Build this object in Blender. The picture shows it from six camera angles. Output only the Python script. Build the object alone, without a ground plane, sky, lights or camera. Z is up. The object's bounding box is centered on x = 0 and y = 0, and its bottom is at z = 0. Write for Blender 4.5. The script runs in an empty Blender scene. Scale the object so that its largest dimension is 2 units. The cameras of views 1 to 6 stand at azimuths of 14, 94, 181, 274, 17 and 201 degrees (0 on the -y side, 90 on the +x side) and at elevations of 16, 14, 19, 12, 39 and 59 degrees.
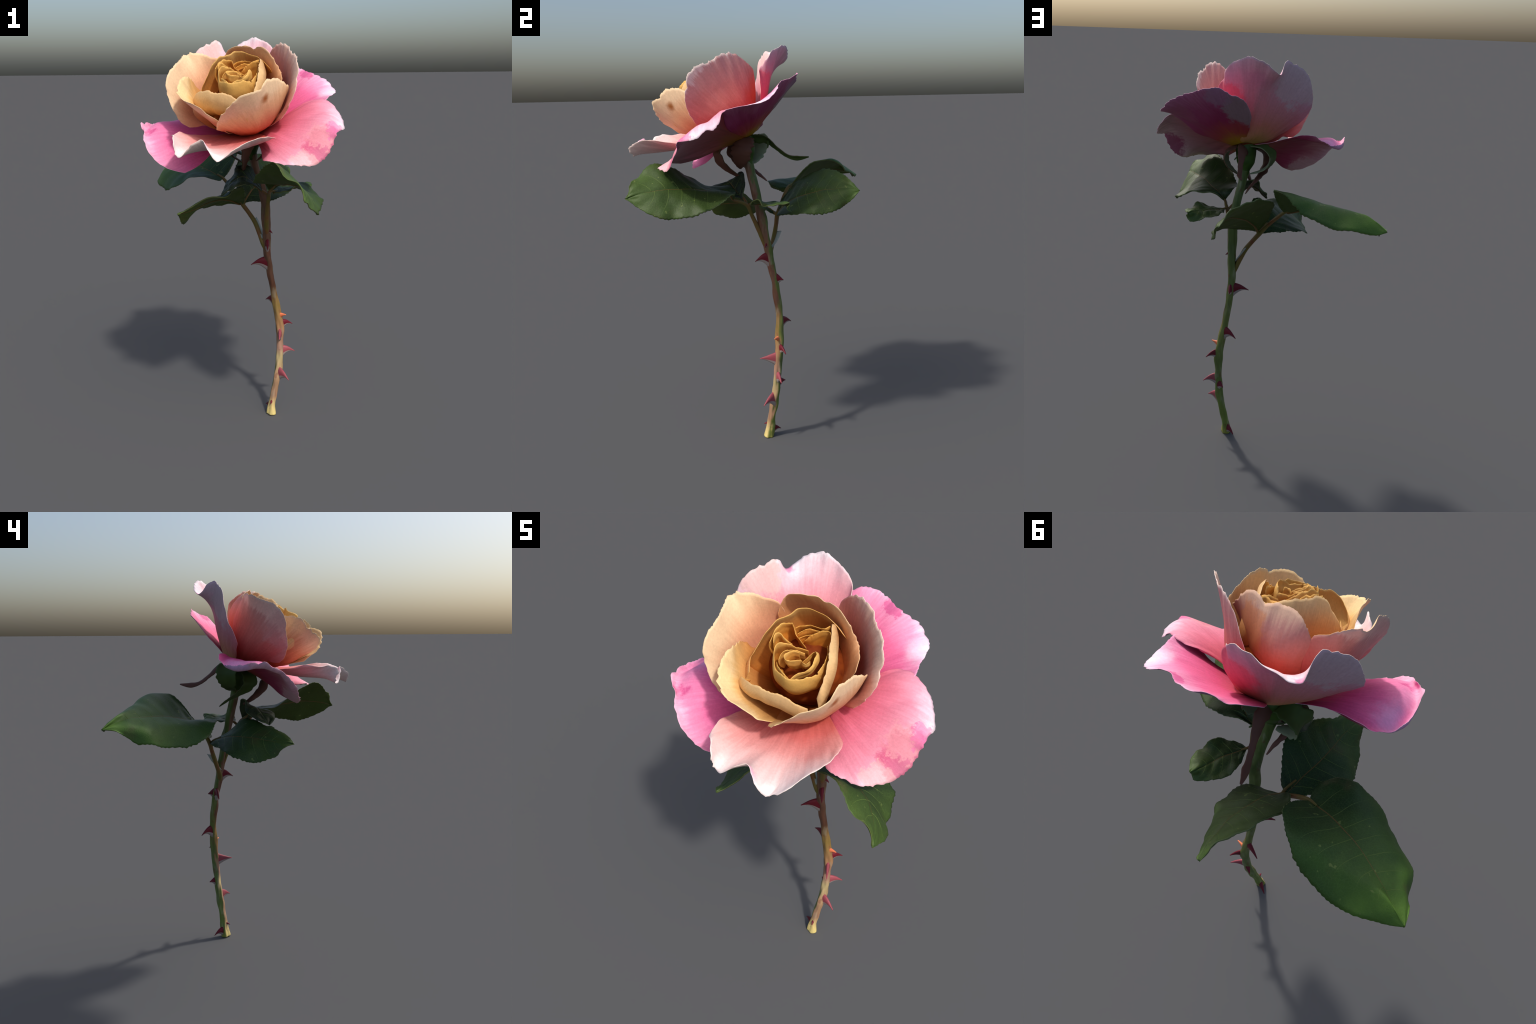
"""A cut garden rose: nodding peach-and-pink bloom on a thorny stem with two compound leaves.

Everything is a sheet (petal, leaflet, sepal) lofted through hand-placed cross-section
curves and given thickness, or a tube (stem, petiole, vein, thorn) swept along a spine.
"""
import bpy, math, random
import numpy as np
from mathutils import Vector, noise as mnoise

random.seed(7)
FLOWER = np.array((0.088, -0.005, 1.562))        # where petals join the hip
AXIS = np.array((0.05, -0.55, 0.83)); AXIS /= np.linalg.norm(AXIS)   # the bloom nods to -y


# ------------------------------------------------------------------ curve helpers
def spline(pts, n, closed=False):
    """Centripetal Catmull-Rom through pts, resampled to n points evenly by length."""
    P = np.asarray(pts, float)
    if len(P) == 2:
        return P[0] + np.linspace(0, 1, n)[:, None] * (P[1] - P[0])
    Q = np.vstack([2 * P[0] - P[1], P, 2 * P[-1] - P[-2]])
    out = []
    for i in range(1, len(Q) - 2):
        p0, p1, p2, p3 = Q[i - 1:i + 3]
        t0 = 0.0
        t1 = t0 + max(1e-6, np.linalg.norm(p1 - p0)) ** .5
        t2 = t1 + max(1e-6, np.linalg.norm(p2 - p1)) ** .5
        t3 = t2 + max(1e-6, np.linalg.norm(p3 - p2)) ** .5
        t = np.linspace(t1, t2, 24, endpoint=False)[:, None]
        a1 = (t1 - t) / (t1 - t0) * p0 + (t - t0) / (t1 - t0) * p1
        a2 = (t2 - t) / (t2 - t1) * p1 + (t - t1) / (t2 - t1) * p2
        a3 = (t3 - t) / (t3 - t2) * p2 + (t - t2) / (t3 - t2) * p3
        b1 = (t2 - t) / (t2 - t0) * a1 + (t - t0) / (t2 - t0) * a2
        b2 = (t3 - t) / (t3 - t1) * a2 + (t - t1) / (t3 - t1) * a3
        out.append((t2 - t) / (t2 - t1) * b1 + (t - t1) / (t2 - t1) * b2)
    out.append(P[-1:])
    C = np.vstack(out)
    d = np.concatenate([[0], np.cumsum(np.linalg.norm(np.diff(C, axis=0), axis=1))])
    s = np.linspace(0, d[-1], n)
    return np.stack([np.interp(s, d, C[:, k]) for k in range(3)], 1)


def loft(rows, nu, nv):
    """Surface through cross-section curves; returns grid [nv, nu, 3]."""
    R = np.stack([spline(r, nu) for r in rows])            # rows, nu, 3
    # even spacing of rows by mean distance, spline along every rib
    d = np.concatenate([[0], np.cumsum(np.linalg.norm(np.diff(R, axis=0), axis=2).mean(1))])
    t = d / d[-1]
    T = np.linspace(0, 1, nv)
    G = np.empty((nv, nu, 3))
    m = np.zeros_like(R)                                    # tangents, finite difference
    for i in range(len(R)):
        a, b = max(i - 1, 0), min(i + 1, len(R) - 1)
        m[i] = (R[b] - R[a]) / (t[b] - t[a])
    if len(R) > 2:
        m[0] = 2 * (R[1] - R[0]) / (t[1] - t[0]) - m[1]
        m[-1] = 2 * (R[-1] - R[-2]) / (t[-1] - t[-2]) - m[-2]
    for j, tt in enumerate(T):
        k = min(np.searchsorted(t, tt, side="right") - 1, len(R) - 2)
        h = t[k + 1] - t[k]; x = (tt - t[k]) / h
        G[j] = ((2 * x**3 - 3 * x**2 + 1) * R[k] + (x**3 - 2 * x**2 + x) * h * m[k]
                + (-2 * x**3 + 3 * x**2) * R[k + 1] + (x**3 - x**2) * h * m[k + 1])
    return G


def grid_normals(G):
    du = np.gradient(G, axis=1); dv = np.gradient(G, axis=0)
    n = np.cross(du, dv)
    L = np.linalg.norm(n, axis=2, keepdims=True)
    n = n / np.maximum(L, 1e-12)
    return n


def wob(x, y=0.0, z=0.0):
    return mnoise.noise(Vector((x, y, z)))


# ------------------------------------------------------------------ mesh helpers
def make_object(name, verts, faces, mats, slots=None, parent=None, smooth=True):
    me = bpy.data.meshes.new(name)
    me.from_pydata([tuple(v) for v in verts], [], faces)
    for m in mats:
        me.materials.append(m)
    if slots is not None:
        me.polygons.foreach_set("material_index", np.asarray(slots, np.int32))
    if smooth:
        me.polygons.foreach_set("use_smooth", np.ones(len(me.polygons), bool))
    me.update()
    ob = bpy.data.objects.new(name, me)
    bpy.context.scene.collection.objects.link(ob)
    if parent is not None:
        ob.parent = parent
    return ob


def solid_sheet(name, G, mats, thick, parent, front_toward, rim_sides=("end",), taper_sides=True):
    """Thin solid from a grid. mats: (front, back, rim). front faces look toward a point or direction."""
    nv, nu, _ = G.shape
    N = grid_normals(G)
    ref = front_toward(G)
    if (N * ref).sum(2).mean() < 0:
        G = G[:, ::-1]; N = -N[:, ::-1]
    v = np.linspace(0, 1, nv)[:, None]; u = np.linspace(0, 1, nu)[None, :]
    edge = np.minimum.reduce([(1 - v) * 1.0 + 0 * u, (u + 0 * v) * 1.2, (1 - u + 0 * v) * 1.2])
    th = thick * (0.22 + 0.78 * np.clip(edge / 0.10, 0, 1) ** .6)
    A = G + N * (th / 2)[..., None]; B = G - N * (th / 2)[..., None]
    verts = np.vstack([A.reshape(-1, 3), B.reshape(-1, 3)])
    off = nv * nu
    faces, slots = [], []
    for j in range(nv - 1):
        for i in range(nu - 1):
            a = j * nu + i
            faces.append((a, a + 1, a + 1 + nu, a + nu)); slots.append(0)
            faces.append((off + a, off + a + nu, off + a + 1 + nu, off + a + 1)); slots.append(1)
    ring = [(0, i) for i in range(nu)] + [(j, nu - 1) for j in range(1, nv)] \
        + [(nv - 1, i) for i in range(nu - 2, -1, -1)] + [(j, 0) for j in range(nv - 2, 0, -1)]
    for k in range(len(ring)):
        a = ring[k][0] * nu + ring[k][1]; b = ring[(k + 1) % len(ring)][0] * nu + ring[(k + 1) % len(ring)][1]
        faces.append((b, a, off + a, off + b)); slots.append(2)
    return make_object(name, verts, faces, mats, slots, parent)


def tube(name, spine, radii, mats, parent, sides=14, lump=0.0, seed=0.0, cap=True, step=None):
    """Round sweep with rotation-minimising frame; returns object. radii per spine control point."""
    n = step or max(8, 8 * len(spine))
    C = spline(spine, n)
    P = np.asarray(spine, float)
    d = np.concatenate([[0], np.cumsum(np.linalg.norm(np.diff(P, axis=0), axis=1))]); d /= d[-1]
    r = np.interp(np.linspace(0, 1, n), d, radii)
    verts, faces = sweep(C, r, sides, lump, seed, cap)
    return make_object(name, verts, faces, mats, None, parent)


def sweep(C, r, sides, lump=0.0, seed=0.0, cap=True):
    n = len(C)
    T = np.gradient(C, axis=0); T /= np.linalg.norm(T, axis=1)[:, None]
    x = np.cross(T[0], (0.3, 1, 0.2)); x /= np.linalg.norm(x)
    verts, faces = [], []
    for k in range(n):
        x = x - T[k] * (x @ T[k]); x /= np.linalg.norm(x); y = np.cross(T[k], x)
        for s in range(sides):
            a = 2 * math.pi * s / sides
            q = r[k]
            if lump:
                q *= 1 + lump * wob(math.cos(a) * 1.2 + seed, math.sin(a) * 1.2, C[k][2] * 14 + C[k][0] * 9)
            verts.append(C[k] + q * (math.cos(a) * x + math.sin(a) * y))
    for k in range(n - 1):
        for s in range(sides):
            s2 = (s + 1) % sides
            faces.append((k * sides + s, k * sides + s2, (k + 1) * sides + s2, (k + 1) * sides + s))
    if cap:
        faces.append(tuple(range(sides))[::-1])
        faces.append(tuple((n - 1) * sides + s for s in range(sides)))
    return verts, faces


# ------------------------------------------------------------------ materials
def lin(r, g, b, gain=1.0):
    f = lambda c: (c / 255 / 12.92) if c / 255 <= .04045 else ((c / 255 + .055) / 1.055) ** 2.4
    return (f(r) * gain, f(g) * gain, f(b) * gain, 1.0)


class Nodes:
    def __init__(self, name, rough=.6, spec=.25):
        self.mat = bpy.data.materials.new(name); self.mat.use_nodes = True
        self.t = self.mat.node_tree; self.t.nodes.clear()
        self.out = self.t.nodes.new("ShaderNodeOutputMaterial")
        self.b = self.t.nodes.new("ShaderNodeBsdfPrincipled")
        self.b.inputs["Roughness"].default_value = rough
        self.b.inputs["Specular IOR Level"].default_value = spec
        self.t.links.new(self.b.outputs[0], self.out.inputs[0])
        self.co = self.t.nodes.new("ShaderNodeTexCoord").outputs["Object"]

    def link(self, a, b):
        if isinstance(a, (int, float)):
            b.default_value = a
        elif isinstance(a, tuple):
            b.default_value = a
        else:
            self.t.links.new(a, b)

    def math(self, op, a, b=0.0, c=None):
        n = self.t.nodes.new("ShaderNodeMath"); n.operation = op
        self.link(a, n.inputs[0]); self.link(b, n.inputs[1])
        if c is not None:
            self.link(c, n.inputs[2])
        return n.outputs[0]

    def vmath(self, op, a, b=None, out=0, scale=None):
        n = self.t.nodes.new("ShaderNodeVectorMath"); n.operation = op
        self.link(a, n.inputs[0])
        if b is not None:
            self.link(b, n.inputs[1])
        if scale is not None:
            self.link(scale, n.inputs["Scale"])
        return n.outputs["Value"] if out == "v" else n.outputs[0]

    def noise(self, vec, scale, detail=3, rough=.55, color=False):
        n = self.t.nodes.new("ShaderNodeTexNoise")
        n.inputs["Scale"].default_value = scale; n.inputs["Detail"].default_value = detail
        n.inputs["Roughness"].default_value = rough
        self.link(vec, n.inputs["Vector"])
        return n.outputs["Color"] if color else n.outputs[0]

    def ramp(self, fac, stops, interp="LINEAR"):
        n = self.t.nodes.new("ShaderNodeValToRGB"); r = n.color_ramp; r.interpolation = interp
        while len(r.elements) > 1:
            r.elements.remove(r.elements[-1])
        r.elements[0].position, r.elements[0].color = stops[0]
        for p, c in stops[1:]:
            e = r.elements.new(p); e.color = c
        self.link(fac, n.inputs[0])
        return n.outputs[0]

    def step(self, x, lo, hi):
        n = self.t.nodes.new("ShaderNodeMapRange"); n.interpolation_type = "SMOOTHSTEP"
        self.link(x, n.inputs[0]); n.inputs[1].default_value = lo; n.inputs[2].default_value = hi
        return n.outputs[0]

    def mix(self, fac, a, b, mode="MIX"):
        n = self.t.nodes.new("ShaderNodeMix"); n.data_type = "RGBA"; n.blend_type = mode
        self.link(fac, n.inputs["Factor"]); self.link(a, n.inputs["A"]); self.link(b, n.inputs["B"])
        return n.outputs["Result"]

    def sep(self, vec):
        n = self.t.nodes.new("ShaderNodeSeparateXYZ"); self.link(vec, n.inputs[0]); return n.outputs

    def comb(self, x, y, z):
        n = self.t.nodes.new("ShaderNodeCombineXYZ")
        for v, i in zip((x, y, z), n.inputs):
            self.link(v, i)
        return n.outputs[0]

    def local(self, origin, along, normal_hint):
        """Object coordinates seen from a frame whose z runs along the organ."""
        z = Vector(along).normalized(); y = Vector(normal_hint); y = (y - z * y.dot(z)).normalized(); x = y.cross(z)
        n = self.t.nodes.new("ShaderNodeMapping"); n.vector_type = "TEXTURE"
        from mathutils import Matrix
        M = Matrix((x, y, z)).transposed()
        n.inputs["Location"].default_value = origin
        n.inputs["Rotation"].default_value = M.to_euler()
        self.link(self.co, n.inputs["Vector"])
        return n.outputs[0]

    def bump(self, height, strength, dist=.004):
        n = self.t.nodes.new("ShaderNodeBump"); n.inputs["Strength"].default_value = strength
        n.inputs["Distance"].default_value = dist
        self.link(height, n.inputs["Height"]); self.t.links.new(n.outputs[0], self.b.inputs["Normal"])

    def done(self, color):
        self.link(color, self.b.inputs["Base Color"]); return self.mat


LIT = .84           # petal colours below are as seen in full sun


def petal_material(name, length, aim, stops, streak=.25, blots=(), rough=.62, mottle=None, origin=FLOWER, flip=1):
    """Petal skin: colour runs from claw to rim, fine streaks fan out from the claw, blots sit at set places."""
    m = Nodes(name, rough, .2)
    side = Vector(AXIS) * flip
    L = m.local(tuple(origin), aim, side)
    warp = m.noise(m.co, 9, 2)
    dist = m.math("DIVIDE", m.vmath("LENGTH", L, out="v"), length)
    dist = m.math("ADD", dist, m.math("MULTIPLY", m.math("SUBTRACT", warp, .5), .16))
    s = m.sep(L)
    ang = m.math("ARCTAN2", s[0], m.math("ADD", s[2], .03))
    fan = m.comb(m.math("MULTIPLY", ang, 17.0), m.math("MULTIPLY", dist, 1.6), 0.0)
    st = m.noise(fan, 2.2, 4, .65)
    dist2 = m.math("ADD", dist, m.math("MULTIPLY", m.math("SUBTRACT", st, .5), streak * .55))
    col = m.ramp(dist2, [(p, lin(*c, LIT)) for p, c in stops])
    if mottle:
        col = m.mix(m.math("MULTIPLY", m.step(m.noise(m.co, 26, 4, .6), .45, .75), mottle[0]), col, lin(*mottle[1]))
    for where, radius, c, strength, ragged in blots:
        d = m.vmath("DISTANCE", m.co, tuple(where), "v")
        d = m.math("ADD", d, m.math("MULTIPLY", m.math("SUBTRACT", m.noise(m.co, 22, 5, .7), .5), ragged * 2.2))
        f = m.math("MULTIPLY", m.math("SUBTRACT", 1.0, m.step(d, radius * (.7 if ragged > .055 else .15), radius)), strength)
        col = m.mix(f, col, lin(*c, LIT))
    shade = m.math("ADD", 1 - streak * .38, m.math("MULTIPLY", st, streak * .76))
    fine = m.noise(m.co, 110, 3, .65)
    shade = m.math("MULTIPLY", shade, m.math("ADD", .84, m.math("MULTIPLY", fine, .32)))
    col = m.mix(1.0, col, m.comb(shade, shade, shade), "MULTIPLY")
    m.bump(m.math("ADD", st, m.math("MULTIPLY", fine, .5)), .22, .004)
    return m.done(col)


def plain(name, rgb, rough=.6, var=.15, scale=40):
    m = Nodes(name, rough, .2)
    n = m.noise(m.co, scale, 3)
    f = m.math("ADD", 1 - var, m.math("MULTIPLY", n, 2 * var))
    return m.done(m.mix(1.0, lin(*rgb), m.comb(f, f, f), "MULTIPLY"))


def leaf_material(name, base, tip, length, aim, dark, light, under=False):
    m = Nodes(name, .55 if not under else .65, .28 if not under else .15)
    L = m.local(base, aim, (0, 0, 1))
    s = m.sep(L)
    along = m.math("DIVIDE", s[2], length)
    big = m.noise(m.co, 7, 3)
    f = m.math("ADD", along, m.math("MULTIPLY", m.math("SUBTRACT", big, .5), .9))
    col = m.ramp(f, [(.0, lin(*dark)), (.55, lin(*[(a + b) / 2 for a, b in zip(dark, light)])), (1.05 if False else 1.0, lin(*light))])
    # net of fine veins
    v = m.t.nodes.new("ShaderNodeTexVoronoi"); v.feature = "DISTANCE_TO_EDGE"; v.inputs["Scale"].default_value = 95
    m.link(m.vmath("ADD", m.co, m.vmath("SCALE", m.noise(m.co, 40, 2, color=True), scale=.02)), v.inputs["Vector"])
    net = m.math("SUBTRACT", 1.0, m.step(v.outputs["Distance"], .0, .12))
    col = m.mix(m.math("MULTIPLY", net, .13), col, lin(96, 128, 66))
    spots = m.step(m.noise(m.co, 38, 2, .4), .70, .74)
    col = m.mix(m.math("MULTIPLY", spots, .5), col, lin(118, 132, 70))
    brown = m.step(m.noise(m.co, 11, 4, .6), .56, .72)
    col = m.mix(m.math("MULTIPLY", brown, .45), col, lin(72, 66, 36))
    m.bump(m.math("SUBTRACT", m.noise(m.co, 60, 3), m.math("MULTIPLY", net, .35)), .2, .003)
    return m.done(col)


def stem_material(name):
    m = Nodes(name, .5, .3)
    g = m.t.nodes.new("ShaderNodeNewGeometry")
    n = m.sep(g.outputs["Normal"])
    pos = m.sep(m.co)
    nz = m.noise(m.co, 14, 4, .6)
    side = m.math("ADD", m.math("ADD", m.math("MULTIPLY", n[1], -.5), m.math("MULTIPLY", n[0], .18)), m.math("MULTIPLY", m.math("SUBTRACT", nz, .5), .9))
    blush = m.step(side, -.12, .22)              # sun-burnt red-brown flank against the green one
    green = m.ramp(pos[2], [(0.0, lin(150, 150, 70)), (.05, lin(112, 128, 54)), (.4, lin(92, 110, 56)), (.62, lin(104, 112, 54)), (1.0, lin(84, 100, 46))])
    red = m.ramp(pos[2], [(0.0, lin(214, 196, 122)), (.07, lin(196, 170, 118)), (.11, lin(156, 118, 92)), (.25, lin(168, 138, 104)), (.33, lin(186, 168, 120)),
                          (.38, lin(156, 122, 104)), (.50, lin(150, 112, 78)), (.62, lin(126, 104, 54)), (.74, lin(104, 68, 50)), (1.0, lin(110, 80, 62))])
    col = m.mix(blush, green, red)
    sc = m.vmath("MULTIPLY", m.co, (60.0, 60.0, 7.0))
    lines = m.noise(sc, 1.0, 4, .6)
    f = m.math("ADD", .45, m.math("MULTIPLY", lines, 1.0))
    wax = m.step(m.noise(m.vmath("MULTIPLY", m.co, (40.0, 40.0, 12.0)), 1.0, 3), .52, .72)
    col = m.mix(m.math("MULTIPLY", wax, .35), col, lin(156, 150, 128))
    col = m.mix(1.0, col, m.comb(f, f, f), "MULTIPLY")
    blot = m.step(m.noise(m.co, 22, 3), .60, .72)
    col = m.mix(m.math("MULTIPLY", blot, .5), col, lin(108, 52, 44))
    m.bump(lines, .4, .005)
    return m.done(col)


# ------------------------------------------------------------------ the thing
rose = bpy.data.objects.new("cut_rose", None)
bpy.context.scene.collection.objects.link(rose)
rose["label"] = "cut rose, peach heart and pink outer petals on thorny stem"
rose["category"] = "rose flower"


# ------------------------------------------------------------------ petals
def toward_axis(G):
    """Front of a petal is its inner face: toward the bloom's axis and its open end."""
    w = G - FLOWER
    h = (w @ AXIS)[..., None] * AXIS
    return (h - w) + 0.35 * AXIS * np.linalg.norm(w, axis=2, keepdims=True)


def ragged_rim(G, seed, cut=.006, wave=.004, freq=26):
    """Nibble the rim along the ribs and ruffle it across the sheet."""
    nv, nu, _ = G.shape
    N = grid_normals(G)
    D = np.gradient(G, axis=0); D /= np.maximum(np.linalg.norm(D, axis=2, keepdims=True), 1e-9)
    L = np.linalg.norm(np.diff(G[-1], axis=0), axis=1).sum()
    s = np.concatenate([[0], np.cumsum(np.linalg.norm(np.diff(G[-1], axis=0), axis=1))])
    for i in range(nu):
        x = s[i] * freq
        c = cut * (abs(wob(x * 1.0, seed)) * 1.3 + .8 * abs(wob(x * 2.6, seed + 9)) - .5)
        e = min(1, i / 14, (nu - 1 - i) / 14)
        for j in range(nv):
            v = j / (nv - 1)
            w = max(0, (v - .80) / .20) ** 2
            G[j, i] += D[j, i] * (-c * w * e) + N[j, i] * wave * e * (max(0, (v - .55) / .45) ** 1.5) * (wob(x * .35, v * 1.5, seed) + .6 * wob(x * .9, v * 2.5, seed + 5))
            G[j, i] += N[j, i] * .0025 * wob(s[i] * 16, v * 4, seed + 3) * min(1, v * 3)
    return G


def petal(name, rim, mids, base, mats, thick=.0055, nu=110, nv=44, seed=0.0, cut=.011, wave=.006, parent=rose):
    rows = [base] + list(mids) + [rim]
    G = loft(rows, nu, nv)
    G = ragged_rim(G, seed, cut, wave)
    return solid_sheet(name, G, mats, thick, parent, toward_axis)


PALE = plain("petal_rim_pale", (250, 226, 214), .55, .05)  # rim tints lightened to paint the light that petal edges catch
PINKRIM = plain("petal_rim_pink", (246, 186, 208), .55, .06)
CREAM = plain("petal_rim_cream", (240, 208, 160), .55, .05)
GOLD = plain("petal_rim_gold", (232, 180, 90), .55, .05)

WHITE, LILAC, HOT = (252, 232, 232), (250, 196, 226), (240, 96, 168)

# --- five outer guard petals -------------------------------------------------
petal("outer_petal",                                        # front, a shallow trough with a folded notch
      rim=[(.281, -.300, 1.556), (.284, -.330, 1.560), (.271, -.425, 1.571), (.246, -.477, 1.568), (.218, -.504, 1.560), (.192, -.537, 1.548),
           (.169, -.562, 1.531), (.144, -.567, 1.506), (.120, -.563, 1.490), (.102, -.560, 1.479), (.085, -.566, 1.497), (.066, -.572, 1.525), (.042, -.550, 1.550), (.019, -.527, 1.562),
           (.001, -.528, 1.556), (-.033, -.526, 1.539), (-.063, -.516, 1.510), (-.082, -.510, 1.493), (-.101, -.500, 1.492), (-.110, -.508, 1.525), (-.110, -.514, 1.556), (-.130, -.463, 1.576),
           (-.149, -.421, 1.571), (-.147, -.380, 1.578), (-.141, -.345, 1.583), (-.138, -.310, 1.568)],
      mids=[[(.180, -.130, 1.555), (.095, -.180, 1.540), (-.010, -.130, 1.555)],
            [(.225, -.200, 1.553), (.190, -.300, 1.527), (.090, -.350, 1.515), (.000, -.320, 1.519), (-.078, -.205, 1.556)],
            [(.258, -.255, 1.553), (.255, -.350, 1.552), (.215, -.430, 1.548), (.130, -.490, 1.503), (.090, -.500, 1.503), (.025, -.465, 1.525), (-.040, -.450, 1.512), (-.090, -.440, 1.520), (-.120, -.350, 1.566), (-.114, -.260, 1.562)]],
      base=[(.130, -.055, 1.558), (.090, -.068, 1.552), (.045, -.050, 1.558)],
      mats=(petal_material("front_petal_inner", .54, (0, -1, -.1), [(0, (170, 54, 26)), (.30, (188, 76, 60)), (.50, (212, 112, 108)), (.70, (234, 162, 160)), (.88, (248, 212, 210)), (1, (255, 240, 238))], .22,  # first stops deepened, partly with the shade beside the cup
                           [((.02, -.55, 1.56), .06, (246, 150, 200), .7, .04)]),
            petal_material("front_petal_outer", .54, (0, -1, -.1), [(0, (160, 110, 50)), (.2, (196, 104, 88)), (.6, (214, 150, 142)), (1, (246, 222, 216))], .25), PALE), seed=1)

petal("outer_petal",                                        # right front, broad and wavy with a magenta corner
      rim=[(.337, -.030, 1.675), (.361, -.020, 1.695), (.395, -.016, 1.707), (.432, -.024, 1.713), (.469, -.046, 1.705), (.500, -.060, 1.684), (.517, -.061, 1.661), (.540, -.085, 1.631), (.546, -.115, 1.630), (.558, -.143, 1.606), (.566, -.164, 1.596),
           (.548, -.205, 1.588), (.540, -.244, 1.580), (.530, -.250, 1.543), (.519, -.269, 1.510), (.500, -.290, 1.479), (.472, -.309, 1.458), (.438, -.328, 1.446), (.403, -.355, 1.446),
           (.367, -.372, 1.450), (.325, -.366, 1.451), (.285, -.362, 1.461), (.242, -.340, 1.462), (.224, -.300, 1.458)],
      mids=[[(.200, -.010, 1.602), (.222, -.060, 1.594), (.212, -.125, 1.562), (.150, -.112, 1.521)],
            [(.258, -.022, 1.632), (.330, -.070, 1.655), (.366, -.155, 1.611), (.322, -.230, 1.540), (.262, -.255, 1.500), (.186, -.180, 1.492)],
            [(.300, -.028, 1.656), (.360, -.035, 1.688), (.430, -.070, 1.699), (.475, -.120, 1.658), (.488, -.180, 1.635), (.460, -.240, 1.572), (.400, -.295, 1.504), (.325, -.325, 1.476), (.255, -.295, 1.474), (.207, -.248, 1.469)]],
      base=[(.150, .000, 1.572), (.150, -.030, 1.556), (.125, -.060, 1.538)],
      mats=(petal_material("right_petal_inner", .50, (.8, -.5, .1), [(0, (176, 58, 24)), (.22, (190, 68, 56)), (.42, (214, 94, 112)), (.62, (232, 124, 150)), (.85, (242, 160, 182)), (1, (248, 204, 220))], .3,
                           [((.545, -.10, 1.62), .10, (255, 226, 240), .8, .03), ((.555, -.175, 1.595), .06, (255, 240, 248), .9, .03), ((.50, -.262, 1.515), .115, (206, 40, 108), .70, .07), ((.470, -.235, 1.555), .075, (244, 172, 178), .55, .10),  # the two near-white soft blots are painted sunlight
                            ((.42, -.33, 1.45), .07, (244, 190, 190), .6, .08), ((.53, -.215, 1.585), .05, (236, 110, 170), .6, .06)]),
            petal_material("right_petal_outer", .50, (.8, -.5, .1), [(0, (170, 142, 24)), (.16, (164, 108, 40)), (.34, (164, 88, 84)), (.62, (176, 106, 116)), (.85, (190, 142, 150)), (1, (226, 190, 194))], .3,
                           [((.52, -.25, 1.50), .10, (150, 34, 92), .8, .06)]), PINKRIM), seed=2)

petal("outer_petal",                                        # right back, hot pink and rising
      rim=[(.053, .160, 1.730), (.058, .180, 1.756), (.066, .199, 1.779), (.082, .221, 1.808), (.109, .240, 1.827), (.139, .254, 1.836), (.168, .254, 1.853), (.196, .256, 1.862),
           (.234, .261, 1.860), (.271, .251, 1.853), (.306, .233, 1.840), (.340, .198, 1.831), (.376, .186, 1.818), (.407, .184, 1.804), (.438, .177, 1.783), (.460, .156, 1.761), (.479, .128, 1.741),
           (.473, .070, 1.733), (.463, .008, 1.720), (.453, -.050, 1.703), (.410, -.058, 1.678), (.372, -.060, 1.647)],
      mids=[[(.080, .075, 1.630), (.150, .056, 1.616), (.200, -.002, 1.582)],
            [(.066, .108, 1.668), (.148, .125, 1.697), (.248, .085, 1.677), (.268, -.030, 1.598)],
            [(.060, .138, 1.702), (.090, .185, 1.760), (.150, .205, 1.786), (.238, .200, 1.787), (.328, .145, 1.767), (.400, .075, 1.724), (.400, -.005, 1.692), (.335, -.048, 1.616)]],
      base=[(.085, .045, 1.595), (.115, .038, 1.588), (.145, .005, 1.572)],
      mats=(petal_material("back_right_petal_inner", .46, (.7, .4, .6), [(0, (200, 92, 40)), (.25, (212, 86, 92)), (.48, (230, 92, 138)), (.72, (242, 118, 166)), (.9, (248, 168, 204)), (1, (255, 220, 240))], .3,
                           [((.47, .09, 1.73), .09, (255, 232, 250), .9, .03), ((.33, .215, 1.835), .05, (222, 60, 140), .6, .06)]),  # near-white blot: sun glare put into the petal colour
            petal_material("back_right_petal_outer", .46, (.7, .4, .6), [(0, (176, 152, 16)), (.20, (172, 122, 26)), (.32, (166, 64, 60)), (.50, (150, 40, 84)), (.72, (164, 66, 112)), (1, (186, 116, 150))], .45,
                           [((.08, .20, 1.77), .12, (150, 128, 134), .85, .06), ((.20, .24, 1.84), .08, (160, 120, 146), .7, .06), ((.40, .10, 1.70), .09, (170, 92, 118), .5, .06)]), PINKRIM), seed=3)

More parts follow.
